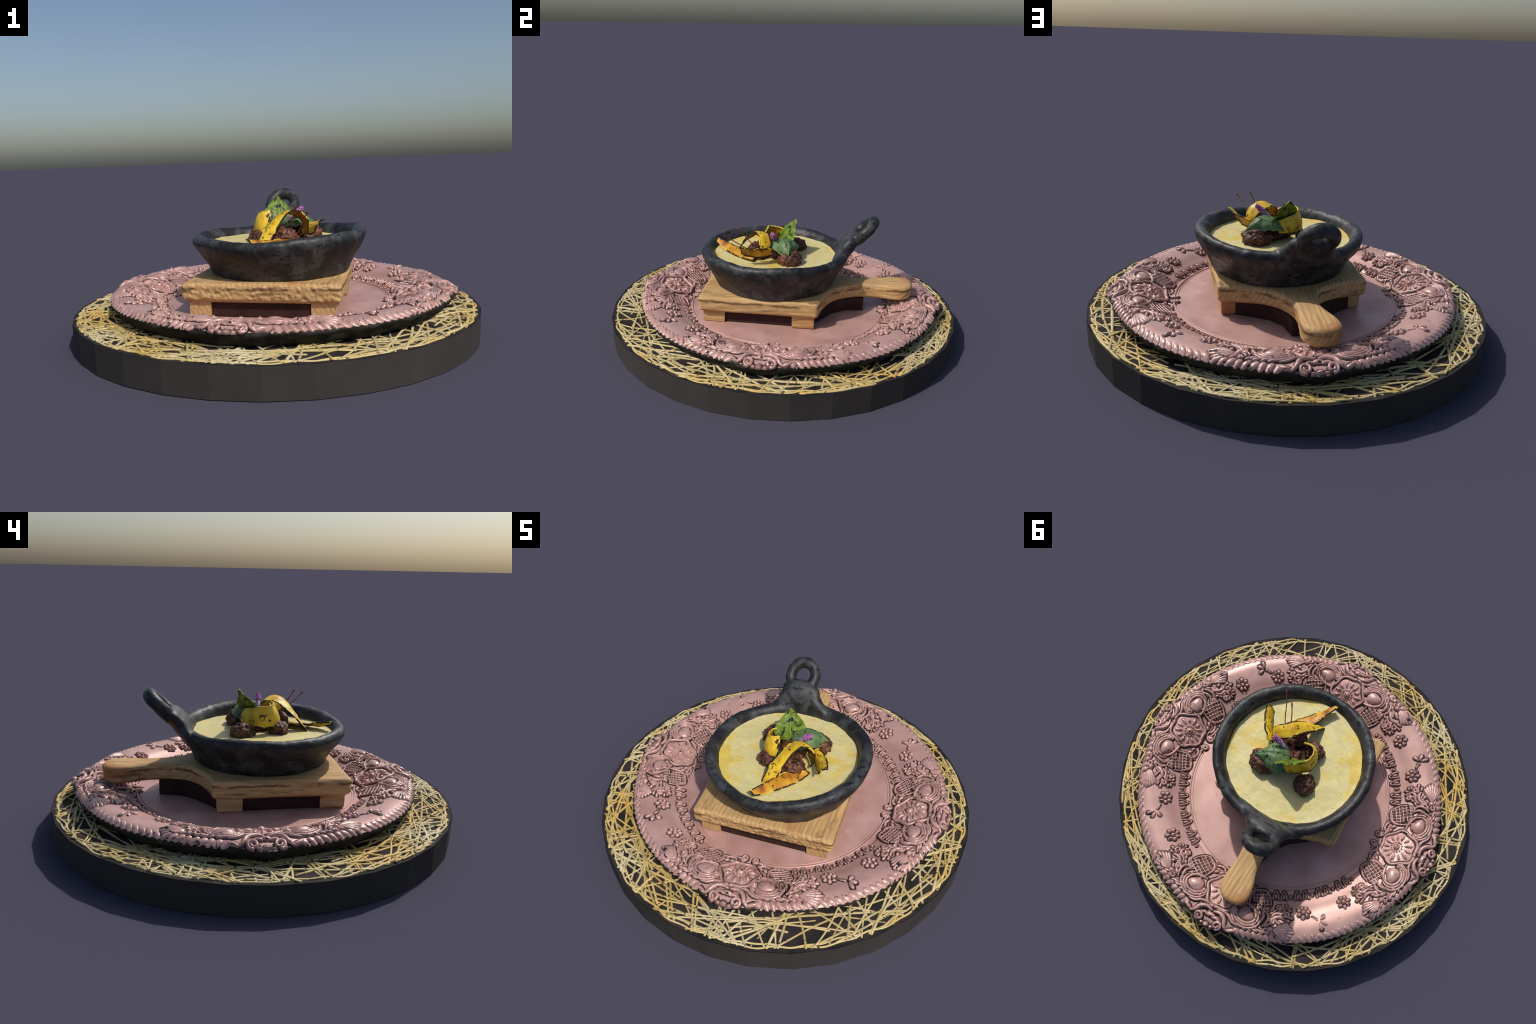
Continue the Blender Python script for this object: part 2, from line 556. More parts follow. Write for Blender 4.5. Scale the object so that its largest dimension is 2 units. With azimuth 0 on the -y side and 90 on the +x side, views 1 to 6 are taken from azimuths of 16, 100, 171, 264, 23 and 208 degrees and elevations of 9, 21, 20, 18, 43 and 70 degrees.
# ring line around the well (gap at the curls)
R = Relief()
for k in range(4):
    a = np.linspace(k * TAU / 4 + 0.055, (k + 1) * TAU / 4 - 0.055, 90)
    V, F = tube(surf(a, 0.563 - 0.003 * np.cos(4 * a), 0.001), 0.0052, 8); R.add(V, F)
    V, F = tube(surf(a, 0.548 - 0.002 * np.cos(4 * a), -0.0005), 0.0028, 6); R.add(V, F)
put("ring_moulding", R.mesh("ring_moulding"), plate, (M_COP,), local=True)

# flower medallion
R = Relief(v0=0.676)
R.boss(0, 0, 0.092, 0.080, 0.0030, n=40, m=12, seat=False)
R.boss(0, -0.004, 0.021, 0.017, 0.019, n=16, m=8)
for i in range(12):
    a = i / 12 * TAU
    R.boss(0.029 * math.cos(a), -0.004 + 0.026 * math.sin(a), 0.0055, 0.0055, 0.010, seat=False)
for i in range(13):
    a = i / 13 * TAU + 0.12
    ru, rv = 0.058, 0.052
    L = 0.022 if i % 2 == 0 else 0.017
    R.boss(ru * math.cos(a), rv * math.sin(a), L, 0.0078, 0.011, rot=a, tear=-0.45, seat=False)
fr = []
for t in np.linspace(0, TAU, 100):
    k = 1 + 0.06 * math.cos(6 * t + 0.6)
    fr.append((0.096 * k * math.cos(t), 0.084 * k * math.sin(t) + 0.002))
R.stroke(fr, 0.0075, 0.002, taper=False, smooth=False)
quad_copies("flower_medallion", R)

# crest on the outer corner: ball, curls and a folded band
R = Relief()
R.boss(0, 0.836, 0.013, 0.012, 0.016, base=0.002)
for s in (1, -1):
    R.spiral(s * 0.042, 0.822, 0.020, 0.006, math.pi / 2 + (0 if s > 0 else 0), -s * 1.3, 0.0075, 0.004)
    R.boss(s * 0.022, 0.838, 0.009, 0.009, 0.012)
    R.stroke([(s * 0.004, 0.775), (s * 0.035, 0.772), (s * 0.060, 0.788), (s * 0.072, 0.815), (s * 0.088, 0.834)], 0.011, 0.003)
    R.stroke([(s * 0.010, 0.800), (s * 0.028, 0.795), (s * 0.046, 0.806)], 0.008, 0.002)
    R.boss(s * 0.105, 0.826, 0.024, 0.009, 0.012, rot=-s * 0.25)
R.boss(0, 0.792, 0.022, 0.010, 0.012)
quad_copies("rim_crest", R)

for flip in (False, True):
    # swelling bulb with crescent folds
    R = Relief(flip, 0.145, 0.735, 0.35)
    R.boss(0, 0, 0.042, 0.031, 0.016, n=20, m=9, tear=0.3)
    for k, rr in enumerate((0.046, 0.058, 0.071)):
        arc = [(rr * 1.06 * math.cos(t), rr * 0.86 * math.sin(t)) for t in np.linspace(-0.9 + 0.2 * k, 2.9, 30)]
        R.stroke(arc, 0.0085 - 0.001 * k, 0.003, smooth=False)
    R.stroke([(-0.055, -0.040), (-0.02, -0.046), (0.02, -0.040), (0.045, -0.022)], 0.008, 0.003)
    R.spiral(-0.052, 0.018, 0.015, 0.004, 0.3, 1.2, 0.006, 0.006)
    R.boss(-0.05, 0.02, 0.011, 0.011, 0.016)
    quad_copies("swelling_bulb", R)

    # lattice panel with beads
    R = Relief(flip, 0.196, 0.650, -0.25)
    hw, hh = 0.050, 0.050
    for k in range(-2, 3):
        R.stroke([(k * 0.0185 - 0.004, -hh), (k * 0.0185 + 0.004, hh)], 0.0034, 0.003, taper=False, n=8)
        R.stroke([(-hw, k * 0.0185), (hw, k * 0.0185 + 0.003)], 0.0034, 0.004, taper=False, n=8)
        for j in range(-2, 2):
            if -2 <= k < 2:
                R.boss(k * 0.0185 + 0.009, j * 0.0185 + 0.010, 0.0038, 0.0038, 0.0055, n=8, m=4)
    R.stroke([(-hw - 0.006, hh), (-hw - 0.010, 0), (-hw, -hh), (-0.01, -hh - 0.014), (0.035, -hh - 0.006), (hw + 0.006, -0.01), (hw + 0.004, 0.03)], 0.0065, 0.002)
    quad_copies("lattice_panel", R)

    # line scroll that ends in a curl at the well
    R = Relief(flip)
    R.spiral(0.037, 0.553, 0.020, 0.006, 0.6, 1.35, 0.0062, 0.004)
    R.stroke([(0.022, 0.562), (0.040, 0.580), (0.068, 0.590), (0.085, 0.575), (0.110, 0.574), (0.140, 0.592), (0.148, 0.62)], 0.0062, 0.003)
    R.stroke([(0.054, 0.558), (0.066, 0.5615), (0.085, 0.562)], 0.006, 0.002)
    for k in range(4):
        R.boss(0.085 + 0.020 * k, 0.577 + 0.001 * k, 0.007, 0.006, 0.006, n=8, m=4)
    R.boss(0.112, 0.615, 0.016, 0.009, 0.009, rot=0.7)
    R.boss(0.085, 0.606, 0.014, 0.007, 0.008, rot=0.5)
    quad_copies("curl_scroll", R)

    # scallop shell at the rim
    R = Relief(flip, 0.268, 0.782, 0.10)
    for k in range(7):
        t = (k - 3) / 3
        a = 0.52 * t
        L = 0.052 - 0.010 * abs(t)
        R.boss(L * math.cos(a) + 0.008, L * math.sin(a), L, 0.0088, 0.012 - 0.003 * abs(t), rot=a, tear=-0.5, n=12, m=6)
    R.boss(0, 0, 0.015, 0.012, 0.016)
    R.spiral(-0.018, 0.012, 0.014, 0.005, 1.0, -1.2, 0.006, 0.004)
    R.boss(-0.02, -0.014, 0.016, 0.008, 0.012, rot=-0.6)
    quad_copies("scallop_shell", R)

    # acanthus tuft between lattice and ball flower
    R = Relief(flip, 0.318, 0.690, 0.0)
    R.stroke([(-0.055, 0.055), (-0.035, 0.035), (-0.010, 0.030), (0.012, 0.042)], 0.010, 0.004)
    R.stroke([(-0.052, 0.030), (-0.030, 0.012), (-0.004, 0.012), (0.010, -0.004), (0.000, -0.020)], 0.008, 0.004)
    R.spiral(0.022, 0.014, 0.016, 0.004, 2.6, -1.2, 0.006, 0.004)
    R.spiral(-0.018, -0.022, 0.014, 0.004, 0.4, 1.2, 0.006, 0.004)
    rr = random.Random(5)
    for k in range(9):
        a = k * 0.72
        R.boss(0.012 + 0.026 * math.cos(a), -0.006 + 0.026 * math.sin(a), 0.013, 0.006, 0.012, rot=a + rr.uniform(-0.5, 0.5), tear=-0.3)
    quad_copies("acanthus_tuft", R)

    # loose leaf scrolls that fill the field between the main ornaments
    R = Relief(flip)
    R.stroke([(0.012, 0.764), (0.040, 0.760), (0.072, 0.768), (0.098, 0.790), (0.125, 0.800)], 0.007, 0.002)
    R.stroke([(0.215, 0.700), (0.228, 0.722), (0.222, 0.748), (0.205, 0.766)], 0.008, 0.003)
    R.stroke([(0.236, 0.700), (0.252, 0.724), (0.246, 0.752), (0.228, 0.776)], 0.007, 0.003)
    R.spiral(0.232, 0.690, 0.015, 0.004, 0.2, 1.3, 0.0055, 0.003)
    R.spiral(0.268, 0.742, 0.016, 0.004, 2.2, -1.3, 0.0055, 0.003)
    for u, v, a in ((0.285, 0.735, 0.9), (0.300, 0.748, 0.5), (0.262, 0.705, -0.3), (0.282, 0.690, -0.7), (0.195, 0.783, 0.3), (0.215, 0.796, 0.2),
                    (0.090, 0.757, 0.8), (0.345, 0.735, 0.4), (0.360, 0.722, 0.1)):
        R.boss(u, v, 0.015, 0.0065, 0.010, rot=a, tear=-0.35)
    quad_copies("leaf_scroll", R)

    # leafy border lobes between crest and rope
    R = Relief(flip)
    for k in range(9):
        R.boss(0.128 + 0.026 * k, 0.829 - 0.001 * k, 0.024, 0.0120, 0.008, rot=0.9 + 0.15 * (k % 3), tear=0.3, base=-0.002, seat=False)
    for k in range(6):
        R.boss(0.150 + 0.026 * k, 0.800, 0.017, 0.006, 0.009, rot=0.35 + 0.2 * (k % 2))
    quad_copies("leafy_border", R)

# rope edge between the shells (rope runs round the rim)
R = Relief()
for k in range(12):
    u = 0.372 + k * (1.068 - 2 * 0.372) / 11
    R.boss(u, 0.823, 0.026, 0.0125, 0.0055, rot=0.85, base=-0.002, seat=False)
quad_copies("rope_border", R)

# ball flowers and sprigs
R = Relief(v0=0.696)
R.boss(0, 0, 0.0105, 0.0105, 0.016)
for i in range(7):
    a = i / 7 * TAU
    R.boss(0.0245 * math.cos(a), 0.0245 * math.sin(a), 0.0115, 0.0095, 0.013, rot=a)
quad_copies("ball_flower", R, angles=[k * TAU / 4 + s * 0.628 for k in range(4) for s in (1, -1)])
R = Relief(v0=0.742)
for a, L in ((0.55, 0.019), (1.45, 0.017), (-0.4, 0.017)):
    R.boss(0.004 + 0.022 * math.cos(a), 0.022 * math.sin(a), L, 0.008, 0.011, rot=a, tear=-0.4)
R.boss(-0.006, -0.006, 0.006, 0.006, 0.008)
R.stroke([(-0.03, -0.022), (-0.006, -0.006)], 0.004, 0.001)
quad_copies("flower_sprig", R, angles=[k * TAU / 4 + 0.722 for k in range(4)])

# egg-and-tongue band above the ring line
R = Relief()
R.stroke([(-0.0165, 0.626), (-0.0145, 0.605), (-0.008, 0.585), (0.0, 0.577), (0.008, 0.585), (0.0145, 0.605), (0.0165, 0.626)], 0.0036, 0.003, taper=False)
R.boss(0, 0.609, 0.0078, 0.014, 0.008)
m_tongue = R
R = Relief()
R.boss(0, 0.609, 0.0078, 0.0078, 0.010)
m_bead = R
tong, bead = [], []
for k in range(4):
    x = 0.275
    i = 0
    while x < 1.068 - 0.275:
        a = k * TAU / 4 + x / UR
        if i % 3 == 2:
            bead.append(a - 0.004); x += 0.040
        else:
            tong.append(a); x += 0.049 if i % 3 == 0 else 0.041
        i += 1
quad_copies("tongue", m_tongue, angles=tong)
quad_copies("bead", m_bead, angles=bead)

# ------------------------------------------------------------------ 3. wooden board with handle
board = thing("serving_board", (0.025, -0.08, 0.165), "pine serving board with feet and rounded handle", "board")
BR = math.radians(2.3)                 # slight turn of the board
BCX, BCY = 0.024, -0.082
def bxy(x, y):
    c, s = math.cos(BR), math.sin(BR)
    return BCX + c * x - s * y, BCY + s * x + c * y

def board_outline():
    hw, hl, hf = 0.364, 0.322, 0.342
    pts = []
    def arc(cx, cy, r, a0, a1, n=6):
        for t in np.linspace(a0, a1, n):
            pts.append((cx + r * math.cos(t), cy + r * math.sin(t)))
    rc = 0.022
    arc(-hw - 0.006 + rc, -hf + rc, rc, math.pi, 1.5 * math.pi)
    arc(hw - rc, -hf + rc, rc, -math.pi / 2, 0)
    arc(hw - rc, hl - rc, rc, 0, math.pi / 2)
    right = [(0.27, 0.335), (0.17, 0.37), (0.095, 0.435), (0.064, 0.52), (0.058, 0.59), (0.068, 0.65), (0.082, 0.71), (0.082, 0.765),
             (0.055, 0.808), (0.0, 0.822)]
    pr = [tuple(p) for p in catmull([(hw - rc, hl)] + right, 60)][1:]
    lean = lambda x, y: (x - 0.075 * max(0.0, y - 0.42), y + 0.012 * max(0.0, y - 0.5) / 0.3)
    pts.extend([lean(x, y) for x, y in pr])
    pts.extend([lean(-x, y) for x, y in pr[::-1]][1:])
    arc(-hw - 0.006 + rc, hl - rc, rc, math.pi / 2, math.pi)
    return pts

def slab(geo, outline, z0, z1, bev, xy=lambda x, y: (x, y), lift=lambda x, y: 0.0, taper=0.0):
    """Extruded outline with chamfered edges; geometry closed."""
    o = np.array(outline); n = len(o)
    nx = np.roll(o, -1, 0) - np.roll(o, 1, 0)
    nrm = np.stack([nx[:, 1], -nx[:, 0]], 1); nrm /= np.linalg.norm(nrm, axis=1)[:, None] + 1e-9
    rows = [(-bev * 1.4 - taper, z0), (-taper * 0.3, z0 + bev * 1.4), (0, z1 - bev), (-bev, z1)]
    V = []
    for d, z in rows:
        for (x, y), q in zip(o, nrm):
            X, Y = x + q[0] * d, y + q[1] * d
            V.append((*xy(X, Y), z + lift(X, Y)))
    F = []
    for j in range(len(rows) - 1):
        for i in range(n):
            F.append((j * n + i, j * n + (i + 1) % n, (j + 1) * n + (i + 1) % n, (j + 1) * n + i))
    F.append(tuple(range(n - 1, -1, -1)))
    F.append(tuple((len(rows) - 1) * n + i for i in range(n)))
    geo.add(V, F)

def handle_lift(x, y):
    return 0.004 * float(smooth01(y, 0.40, 0.62))

g = Geo()
slab(g, board_outline(), 0.222, 0.314, 0.012, bxy, handle_lift, 0.006)
me = remeshed(g, 0.0065, 3, "board_body")
co, nr = coords(me), normals(me)
# rough gouges on the sawn front, soft hand-cut waves elsewhere
c, s = math.cos(-BR), math.sin(-BR)
lx = c * (co[:, 0] - BCX) - s * (co[:, 1] - BCY)
ly = s * (co[:, 0] - BCX) + c * (co[:, 1] - BCY)
side = smooth01(0.6 - np.abs(nr[:, 2]), 0.0, 0.4)
sawn = smooth01(-ly, 0.315, 0.335)
q = np.stack([lx * 1.0 + co[:, 2] * 0.8, ly * 0.3, co[:, 2] * 1.6], 1)
amp = side * (0.0022 + 0.0055 * sawn)
d = amp * fnoise(q, 46, 3) + side * 0.003 * fnoise(co, 7, 2, 3.0) + (1 - side) * 0.0012 * fnoise(co, 6, 2)
set_coords(me, co + nr * d[:, None])
put("board_body", me, board, (M_WOOD,))

feet = [(-0.285, -0.258), (0.280, -0.258), (-0.290, 0.235), (0.290, 0.235)]
g_ref = None
for fx, fy in feet:
    g = Geo()
    w, l = 0.052, 0.060
    slab(g, [(fx - w, fy - l), (fx + w, fy - l), (fx + w, fy + l), (fx - w, fy + l)], 0.152, 0.236, 0.006, bxy, taper=0.004)
    put("board_foot", g.mesh("board_foot", smooth=False), board, (M_WOOD,))
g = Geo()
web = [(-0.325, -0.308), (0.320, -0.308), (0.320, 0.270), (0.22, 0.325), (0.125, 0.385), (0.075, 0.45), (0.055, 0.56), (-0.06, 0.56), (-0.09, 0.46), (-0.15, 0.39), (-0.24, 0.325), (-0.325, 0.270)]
slab(g, web, 0.150, 0.232, 0.006, bxy)  # solid dark block models the shadowed gap below the board
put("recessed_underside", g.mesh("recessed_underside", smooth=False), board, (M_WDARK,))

# ------------------------------------------------------------------ 4. black clay pan
PANC = np.array([0.042, -0.044])
pan = thing("clay_pan", (PANC[0], PANC[1], 0.312), "black clay pan with ring handle filled with cream soup", "pan")
OUT = [(0.0, .310), (0.20, .310), (0.318, .311), (0.338, .320), (0.349, .345), (0.369, .385), (0.398, .425), (0.417, .460),
       (0.424, .484), (0.418, .503), (0.402, .513), (0.382, .509), (0.364, .492), (0.355, .468), (0.345, .435), (0.31, .405), (0.2, .395), (0.0, .393)]
prof = catmull(OUT, 90)
na = 160
g = Geo()
V = []
for a in np.arange(na) / na * TAU:
    for r, z in prof:
        k = smooth01(z, 0.33, 0.50)
        rr = r * (1 + 0.022 * math.cos(a - 0.2) * (1 - k) + 0.010 * math.sin(2 * a + 0.6) * k + 0.006 * math.sin(3 * a + 1.0) * k)
        x, y = rr * math.cos(a), rr * math.sin(a)
        zz = z - 0.002 * k + k * (0.026 * x + 0.006 * math.sin(2 * a + 1.2) + 0.004 * math.sin(5 * a))
        V.append((PANC[0] + x, PANC[1] + y, zz))
g.add(V, grid_faces(na, len(prof), close_u=True))
# handle: ring loop and flaring neck, in a plane that leans back
HC = np.array([-0.049, 0.450, 0.609])
ex = np.array([1.0, 0.05, 0.0]); ex /= np.linalg.norm(ex)
ey = np.array([-0.03, 0.745, 0.665]); ey /= np.linalg.norm(ey)
ez = np.cross(ex, ey)
nt, ns = 64, 20
V = []
for t in np.arange(nt) / nt * TAU:
    lo = 0.5 - 0.5 * math.sin(t)                 # 1 toward the bowl
    Rx, Ry = 0.067 + 0.003 * lo, 0.076 + 0.004 * lo
    cpt = HC + ex * Rx * math.cos(t) + ey * Ry * math.sin(t) - ez * 0.010 * lo
    rd = ex * math.cos(t) + ey * math.sin(t)
    for u in np.arange(ns) / ns * TAU:
        V.append(cpt + rd * 0.031 * math.cos(u) + ez * (0.032 + 0.006 * lo) * math.sin(u))
g.add(V, grid_faces(nt, ns, close_u=True, close_v=True))
neck = [  # centre y, z, half width, half thickness
    (0.432, 0.592, 0.030, 0.026), (0.412, 0.573, 0.099, 0.035), (0.387, 0.547, 0.109, 0.042), (0.360, 0.510, 0.138, 0.044), (0.337, 0.468, 0.180, 0.034), (0.318, 0.425, 0.205, 0.022)]
nk = catmull(neck, 24)
V = []
path = np.stack([np.zeros(24), nk[:, 0], nk[:, 1]], 1)
tg = np.gradient(path, axis=0); tg /= np.linalg.norm(tg, axis=1)[:, None]
for p, t, (y, z, hw, ht) in zip(path, tg, nk):
    w = np.cross((1, 0, 0), t)
    for u in np.arange(28) / 28 * TAU:
        cu, su = math.cos(u), math.sin(u)
        xx = -0.044 + 0.42 * (0.41 - y) + hw * math.copysign(abs(cu) ** 0.8, cu)
        bendy = -0.9 * (xx + 0.03) ** 2            # follow the round of the bowl
        q = p + w * ht * math.copysign(abs(su) ** 0.9, su)
        V.append((xx, q[1] + bendy, q[2]))
F = grid_faces(24, 28, close_v=True) + [tuple(range(28)), tuple(23 * 28 + i for i in range(27, -1, -1))]
g.add(V, F)
me = remeshed(g, 0.0065, 7, "pan_whole")
co, nr = coords(me), normals(me)
d = 0.0050 * fnoise(co, 7, 2, 1.0) + 0.0026 * fnoise(co, 22, 2, 5.0)
set_coords(me, co + nr * d[:, None])

def split_by(me, mask_fn, names, parent, mat):
    """Separate one skin into named parts with the whole skin's normals kept."""
    co, nr = coords(me), normals(me)
    cent = np.empty(len(me.polygons) * 3); me.polygons.foreach_get("center", cent); cent = cent.reshape(-1, 3)
    sel = mask_fn(cent)
    polys = [tuple(p.vertices) for p in me.polygons]
    for flag, nm in ((True, names[0]), (False, names[1])):
        idx = [f for f, s in zip(polys, sel) if bool(s) == flag]
        used = sorted({v for f in idx for v in f})
        remap = {v: i for i, v in enumerate(used)}
        m2 = bpy.data.meshes.new(nm)
        m2.from_pydata(co[used].tolist(), [], [tuple(remap[v] for v in f) for f in idx])
        m2.polygons.foreach_set("use_smooth", [True] * len(m2.polygons))
        m2.update()
        m2.normals_split_custom_set_from_vertices(nr[used].tolist())
        put(nm, m2, parent, (mat,))
split_by(me, lambda c: (c[:, 1] > 0.375) & (c[:, 2] > 0.42), ("pan_handle", "pan_bowl"), pan, M_CLAY)

# soup surface
SOUP_Z = 0.459
def soup_h(x, y):
    return SOUP_Z + 0.0 * (x - PANC[0])
g = Geo()
rr = np.concatenate([[0.002], np.linspace(0.01, 0.362, 56)])
aa = np.arange(180) / 180 * TAU
pts = []
for a in aa:
    for r in rr:
        x, y = PANC[0] + r * math.cos(a), PANC[1] + 0.002 + r * math.sin(a)
        z = soup_h(x, y) + 0.0035 * noise.fractal(Vector((x * 9, y * 9, 0.3)), 1, 2, 4) + 0.006 * float(smooth01(r, 0.33, 0.362)) * 0.4
        pts.append((x, y, z))
    pts.append((PANC[0] + 0.340 * math.cos(a), PANC[1] + 0.340 * math.sin(a), 0.42))
n_r = len(rr) + 1
F = grid_faces(180, n_r, close_u=True)
g.add(pts, [f[::-1] for f in F] if False else F)
soup = put("cream_soup", g.mesh("cream_soup"), pan, (M_SOUP,))

# ------------------------------------------------------------------ 5. garnish
def meatball(c, r, seed, sq=0.85):
    bm = bmesh.new()
    bmesh.ops.create_icosphere(bm, subdivisions=5, radius=1.0)
    me = bpy.data.meshes.new("meatball")
    bm.to_mesh(me); bm.free()
    co = coords(me)
    k = 1 + 0.16 * fnoise(co, 1.2, 2, seed) + 0.17 * fnoise(co, 2.6, 2, seed + 9) - 0.10 * np.abs(fnoise(co, 5, 2, seed + 4))
    co = co * k[:, None] * np.array(r if isinstance(r, tuple) else (r, r, r * sq))
    set_coords(me, co)
    me.polygons.foreach_set("use_smooth", [True] * len(me.polygons))
    e = put("meatball", me, None, (M_MEAT,))
    e.location = c
    e["label"], e["category"] = "lumpy dark browned meatball half sunk in soup", "meatball"
meatball((-0.078, 0.062, 0.474), (0.056, 0.060, 0.050), 1.0)
meatball((0.172, 0.062, 0.482), (0.072, 0.066, 0.056), 14.0)
meatball((-0.030, -0.122, 0.478), (0.052, 0.050, 0.045), 27.0)
meatball((0.095, -0.135, 0.486), (0.072, 0.060, 0.052), 41.0)
meatball((0.060, -0.020, 0.486), (0.070, 0.062, 0.056), 55.0)

def ribbon(name, edge_a, edge_b, label, bulge=0.0, n=46, m=9, thick=0.0045, seed=0.0, ruffle=0.004, swap=False):
    """Peel strip between two edges, bulging across, with a charred rim along both edges."""
    A_, B_ = catmull(edge_a, n), catmull(edge_b, n)
    t = np.linspace(0, 1, m)
    P = A_[:, None] * (1 - t)[None, :, None] + B_[:, None] * t[None, :, None]
    du, dv = np.gradient(P, axis=0), np.gradient(P, axis=1)
    N = np.cross(du, dv); N /= np.linalg.norm(N, axis=2)[..., None] + 1e-9
    nz = fnoise(P.reshape(-1, 3), 30, 2, seed).reshape(n, m)
    edge = np.abs(2 * t - 1)[None, :]
    P = P + N * (bulge * 4 * (t * (1 - t))[None, :, None]) + N * (ruffle * nz * (0.4 + edge))[..., None]
    top, bot = P + N * thick / 2, P - N * thick / 2
    g = Geo()
    g.add(top.reshape(-1, 3), grid_faces(n, m), 0)
    g.add(bot.reshape(-1, 3), [f[::-1] for f in grid_faces(n, m)], 1)
    e = put(name, g.mesh(name), None, (M_FLESH, M_SKIN) if swap else (M_SKIN, M_FLESH))
    e["label"], e["category"] = label, "vegetable peel"
    g = Geo()
    loop = np.vstack([P[:, 0], P[-1, 1:-1], P[::-1, -1], P[0, 1:-1][::-1], P[:1, 0]])
    V, F = tube(loop, 0.0042, 6); g.add(V, F)
    put("charred_edge", g.mesh("charred_edge"), e, (M_CHAR,))

ribbon("peel_strip",
       [(-0.012, -0.276, .458), (0.002, -0.238, .498), (0.020, -0.198, .540), (0.065, -0.130, .592), (0.100, -0.080, .595), (0.135, -0.060, .582), (0.165, -0.050, .550), (0.168, -0.062, .500)],
       [(0.045, -0.264, .460), (0.056, -0.246, .492), (0.085, -0.212, .550), (0.120, -0.165, .604), (0.150, -0.128, .616), (0.190, -0.105, .590), (0.207, -0.105, .540), (0.188, -0.115, .485)],
       "arched yellow peel strip with charred edges", bulge=-0.006, seed=2.0, swap=True)
ribbon("peel_strip",
       [(-0.018, -0.397, .511), (0.010, -0.335, .500), (0.040, -0.265, .487), (0.075, -0.205, .482), (0.120, -0.150, .490)],
       [(0.000, -0.402, .494), (0.040, -0.355, .474), (0.100, -0.285, .466), (0.160, -0.212, .466), (0.195, -0.140, .468)],
       "long flat yellow peel strip pointing to rim", bulge=-0.004, seed=5.0)
ribbon("peel_strip",
       [(0.300, -0.196, .574), (0.285, -0.155, .570), (0.262, -0.110, .562), (0.235, -0.070, .556), (0.200, -0.035, .545)],
       [(0.255, -0.192, .528), (0.240, -0.160, .512), (0.220, -0.120, .500), (0.200, -0.080, .496), (0.175, -0.040, .498)],
       "short cupped yellow peel strip tilted upward", bulge=0.014, seed=8.0)
ribbon("peel_strip",
       [(0.018, -0.082, .612), (-0.018, -0.094, .606), (-0.045, -0.075, .598), (-0.046, -0.035, .594), (-0.022, 0.002, .588), (0.030, 0.030, .575), (0.070, 0.040, .565)],
       [(0.008, -0.130, .510), (-0.032, -0.128, .506), (-0.066, -0.095, .502), (-0.074, -0.042, .498), (-0.050, 0.008, .498), (0.015, 0.050, .500), (0.065, 0.060, .505)],
       "curled standing yellow peel strip", bulge=0.008, seed=11.0)

def leaf(name, base, tip, up, width, cup, droop, mat, label, seed, tip_pow=1.0):
    base, tip, up = (np.array(v, float) for v in (base, tip, up))
    ax = tip - base; L = np.linalg.norm(ax); ax /= L
    sd = np.cross(ax, up); sd /= np.linalg.norm(sd)
    nm = np.cross(sd, ax)
    n, m = 34, 21
    P = np.zeros((n, m, 3))
    for i, t in enumerate(np.linspace(0, 1, n)):
        w = width * (math.sin(math.pi * min(1, t ** 0.65 * 0.91 + 0.09)) ** 0.8) * (1 - 0.25 * t ** 3) + 0.002
        for j, s in enumerate(np.linspace(-1, 1, m)):
            h = -cup * s * s + droop * math.sin(math.pi * t) - 0.10 * width * math.exp(-(s / 0.10) ** 2)
            p = base + ax * L * t + sd * w * s + nm * h
            h2 = 0.006 * noise.fractal(Vector(p * 28) + Vector((seed, 0, 0)), 1, 2, 2) * (0.5 + abs(s))
            P[i, j] = p + nm * h2
    du, dv = np.gradient(P, axis=0), np.gradient(P, axis=1)
    N = np.cross(du, dv); N /= np.linalg.norm(N, axis=2)[..., None] + 1e-9
    g = Geo()
    g.add((P + N * 0.0012).reshape(-1, 3), grid_faces(n, m))
    g.add((P - N * 0.0012).reshape(-1, 3), [f[::-1] for f in grid_faces(n, m)])
    e = put(name, g.mesh(name), None, (mat,))
    e["label"], e["category"] = label, "leaf"
    g = Geo()
    V, F = tube(P[1:-2, m // 2], 0.0026 * np.linspace(1, 0.4, n - 3), 6); g.add(V, F)
    put("leaf_vein", g.mesh("leaf_vein"), e, (M_VEIN,))

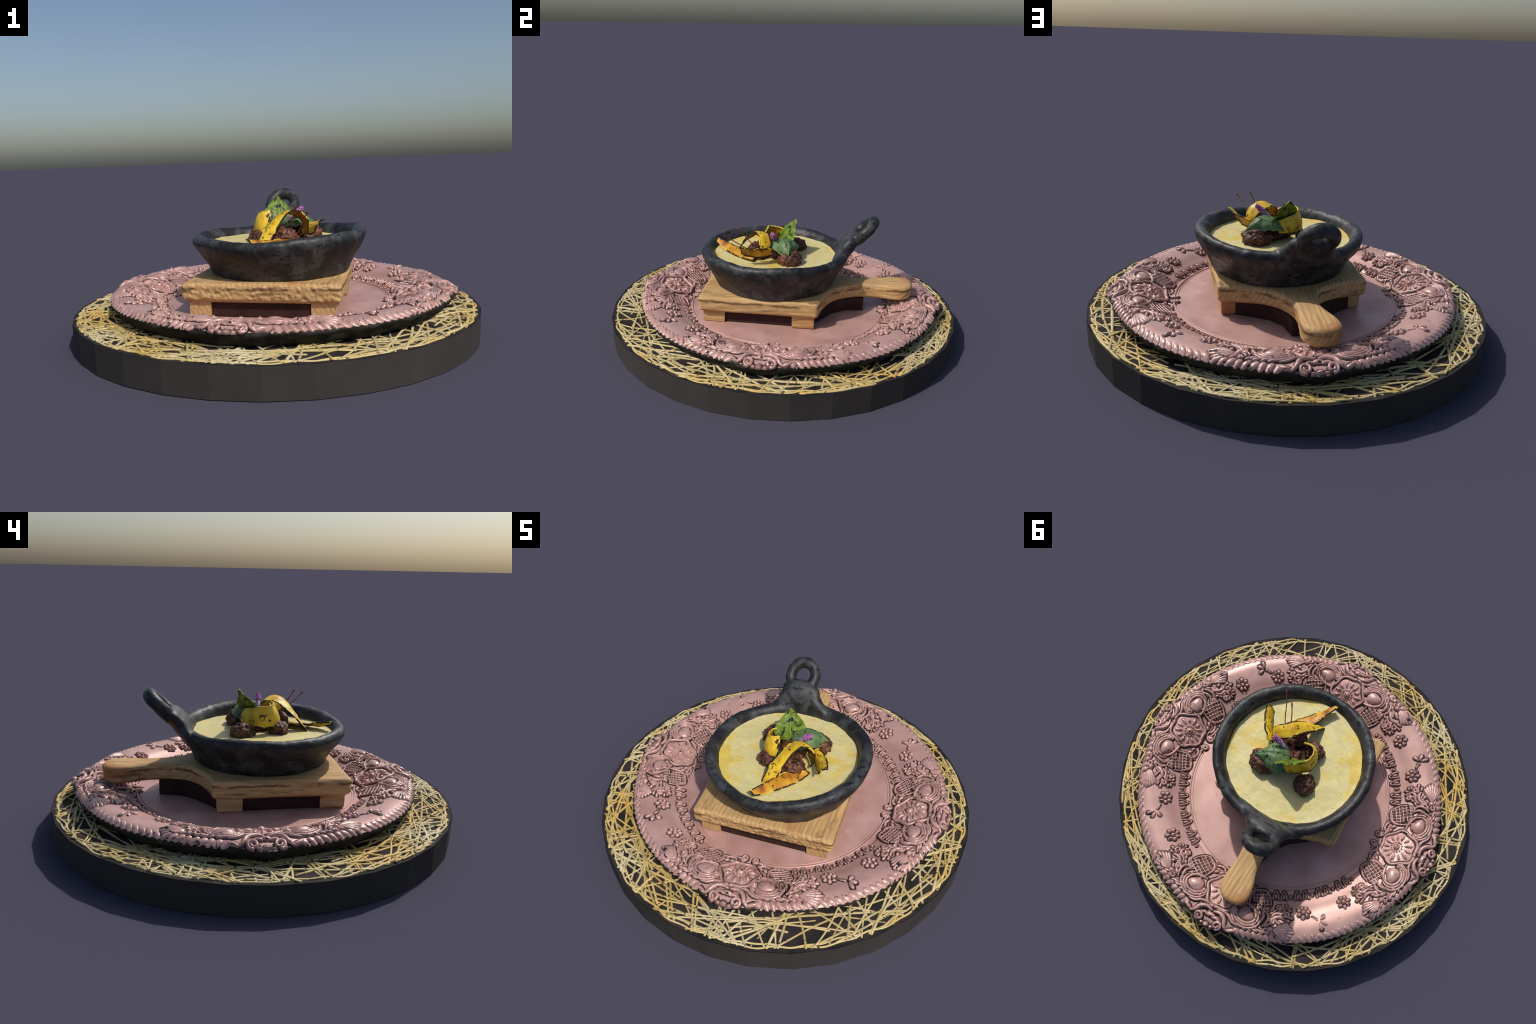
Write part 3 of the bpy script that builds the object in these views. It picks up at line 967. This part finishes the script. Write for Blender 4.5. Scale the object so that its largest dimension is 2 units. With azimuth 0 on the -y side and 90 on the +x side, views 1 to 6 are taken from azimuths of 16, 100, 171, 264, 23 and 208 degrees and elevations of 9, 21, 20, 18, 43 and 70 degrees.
leaf("basil_leaf", (0.044, -0.008, 0.532), (0.018, 0.069, 0.674), (0.50, -0.80, 0.35), 0.082, 0.012, 0.004, M_LEAF_A,
     "upright bright green basil leaf", 3.0)
leaf("basil_leaf", (0.050, 0.000, 0.556), (0.222, 0.062, 0.530), (0.0, 0.05, 1.0), 0.084, 0.050, 0.042, M_LEAF_B,
     "domed soft green basil leaf draped over meat", 9.0)

# purple flower spike
spike = thing("flower_spike", (0.080, -0.032, 0.545), "small purple flower spike with lilac stem", "flower")
b, t = np.array([0.078, -0.032, 0.548]), np.array([0.163, -0.040, 0.620])
g = Geo()
V, F = tube(b + (t - b) * np.linspace(0, 0.8, 12)[:, None], 0.0115 * np.sin(np.linspace(0.5, 2.6, 12)), 8); g.add(V, F)
put("flower_stem", g.mesh("flower_stem"), spike, (M_LILAC,))
bm = bmesh.new(); bmesh.ops.create_icosphere(bm, subdivisions=2, radius=0.0058)
m_flo = bpy.data.meshes.new("floret"); bm.to_mesh(m_flo); bm.free()
m_flo.polygons.foreach_set("use_smooth", [True] * len(m_flo.polygons))
rs = random.Random(4)
for i in range(30):
    s = 0.60 + 0.42 * i / 29
    a = i * 2.4
    o = put("floret", m_flo, spike, (M_PETAL,), local=True)
    ax = (t - b) / np.linalg.norm(t - b); s1 = np.cross(ax, (0, 1, 0)); s2 = np.cross(ax, s1)
    rad = 0.0125 * (1.0 - 0.6 * (s - 0.60) / 0.42)
    o.location = Vector(b + (t - b) * s + s1 * rad * math.cos(a) + s2 * rad * math.sin(a)) - spike.location
    o.scale = (1.3, 0.75, 0.9); o.rotation_euler = (rs.uniform(0, 3), rs.uniform(0, 3), a)

# two thin stalks
for tip, bs in (((0.173, -0.234, 0.642), (0.118, -0.128, 0.505)), ((0.239, -0.294, 0.620), (0.165, -0.155, 0.510))):
    tip, bs = np.array(tip), np.array(bs)
    s = np.linspace(0, 1, 16)[:, None]
    P = bs + (tip - bs) * s + np.array([0.004, -0.003, 0.004]) * np.sin(s * 7)
    g = Geo(); V, F = tube(P, np.where(np.linspace(0, 1, 16) > 0.92, 0.0042, 0.0028), 7); g.add(V, F)
    e = put("brown_stalk", g.mesh("brown_stalk"), None, (M_STICK,))
    e["label"], e["category"] = "thin brown dried stalk sticking up", "stalk"
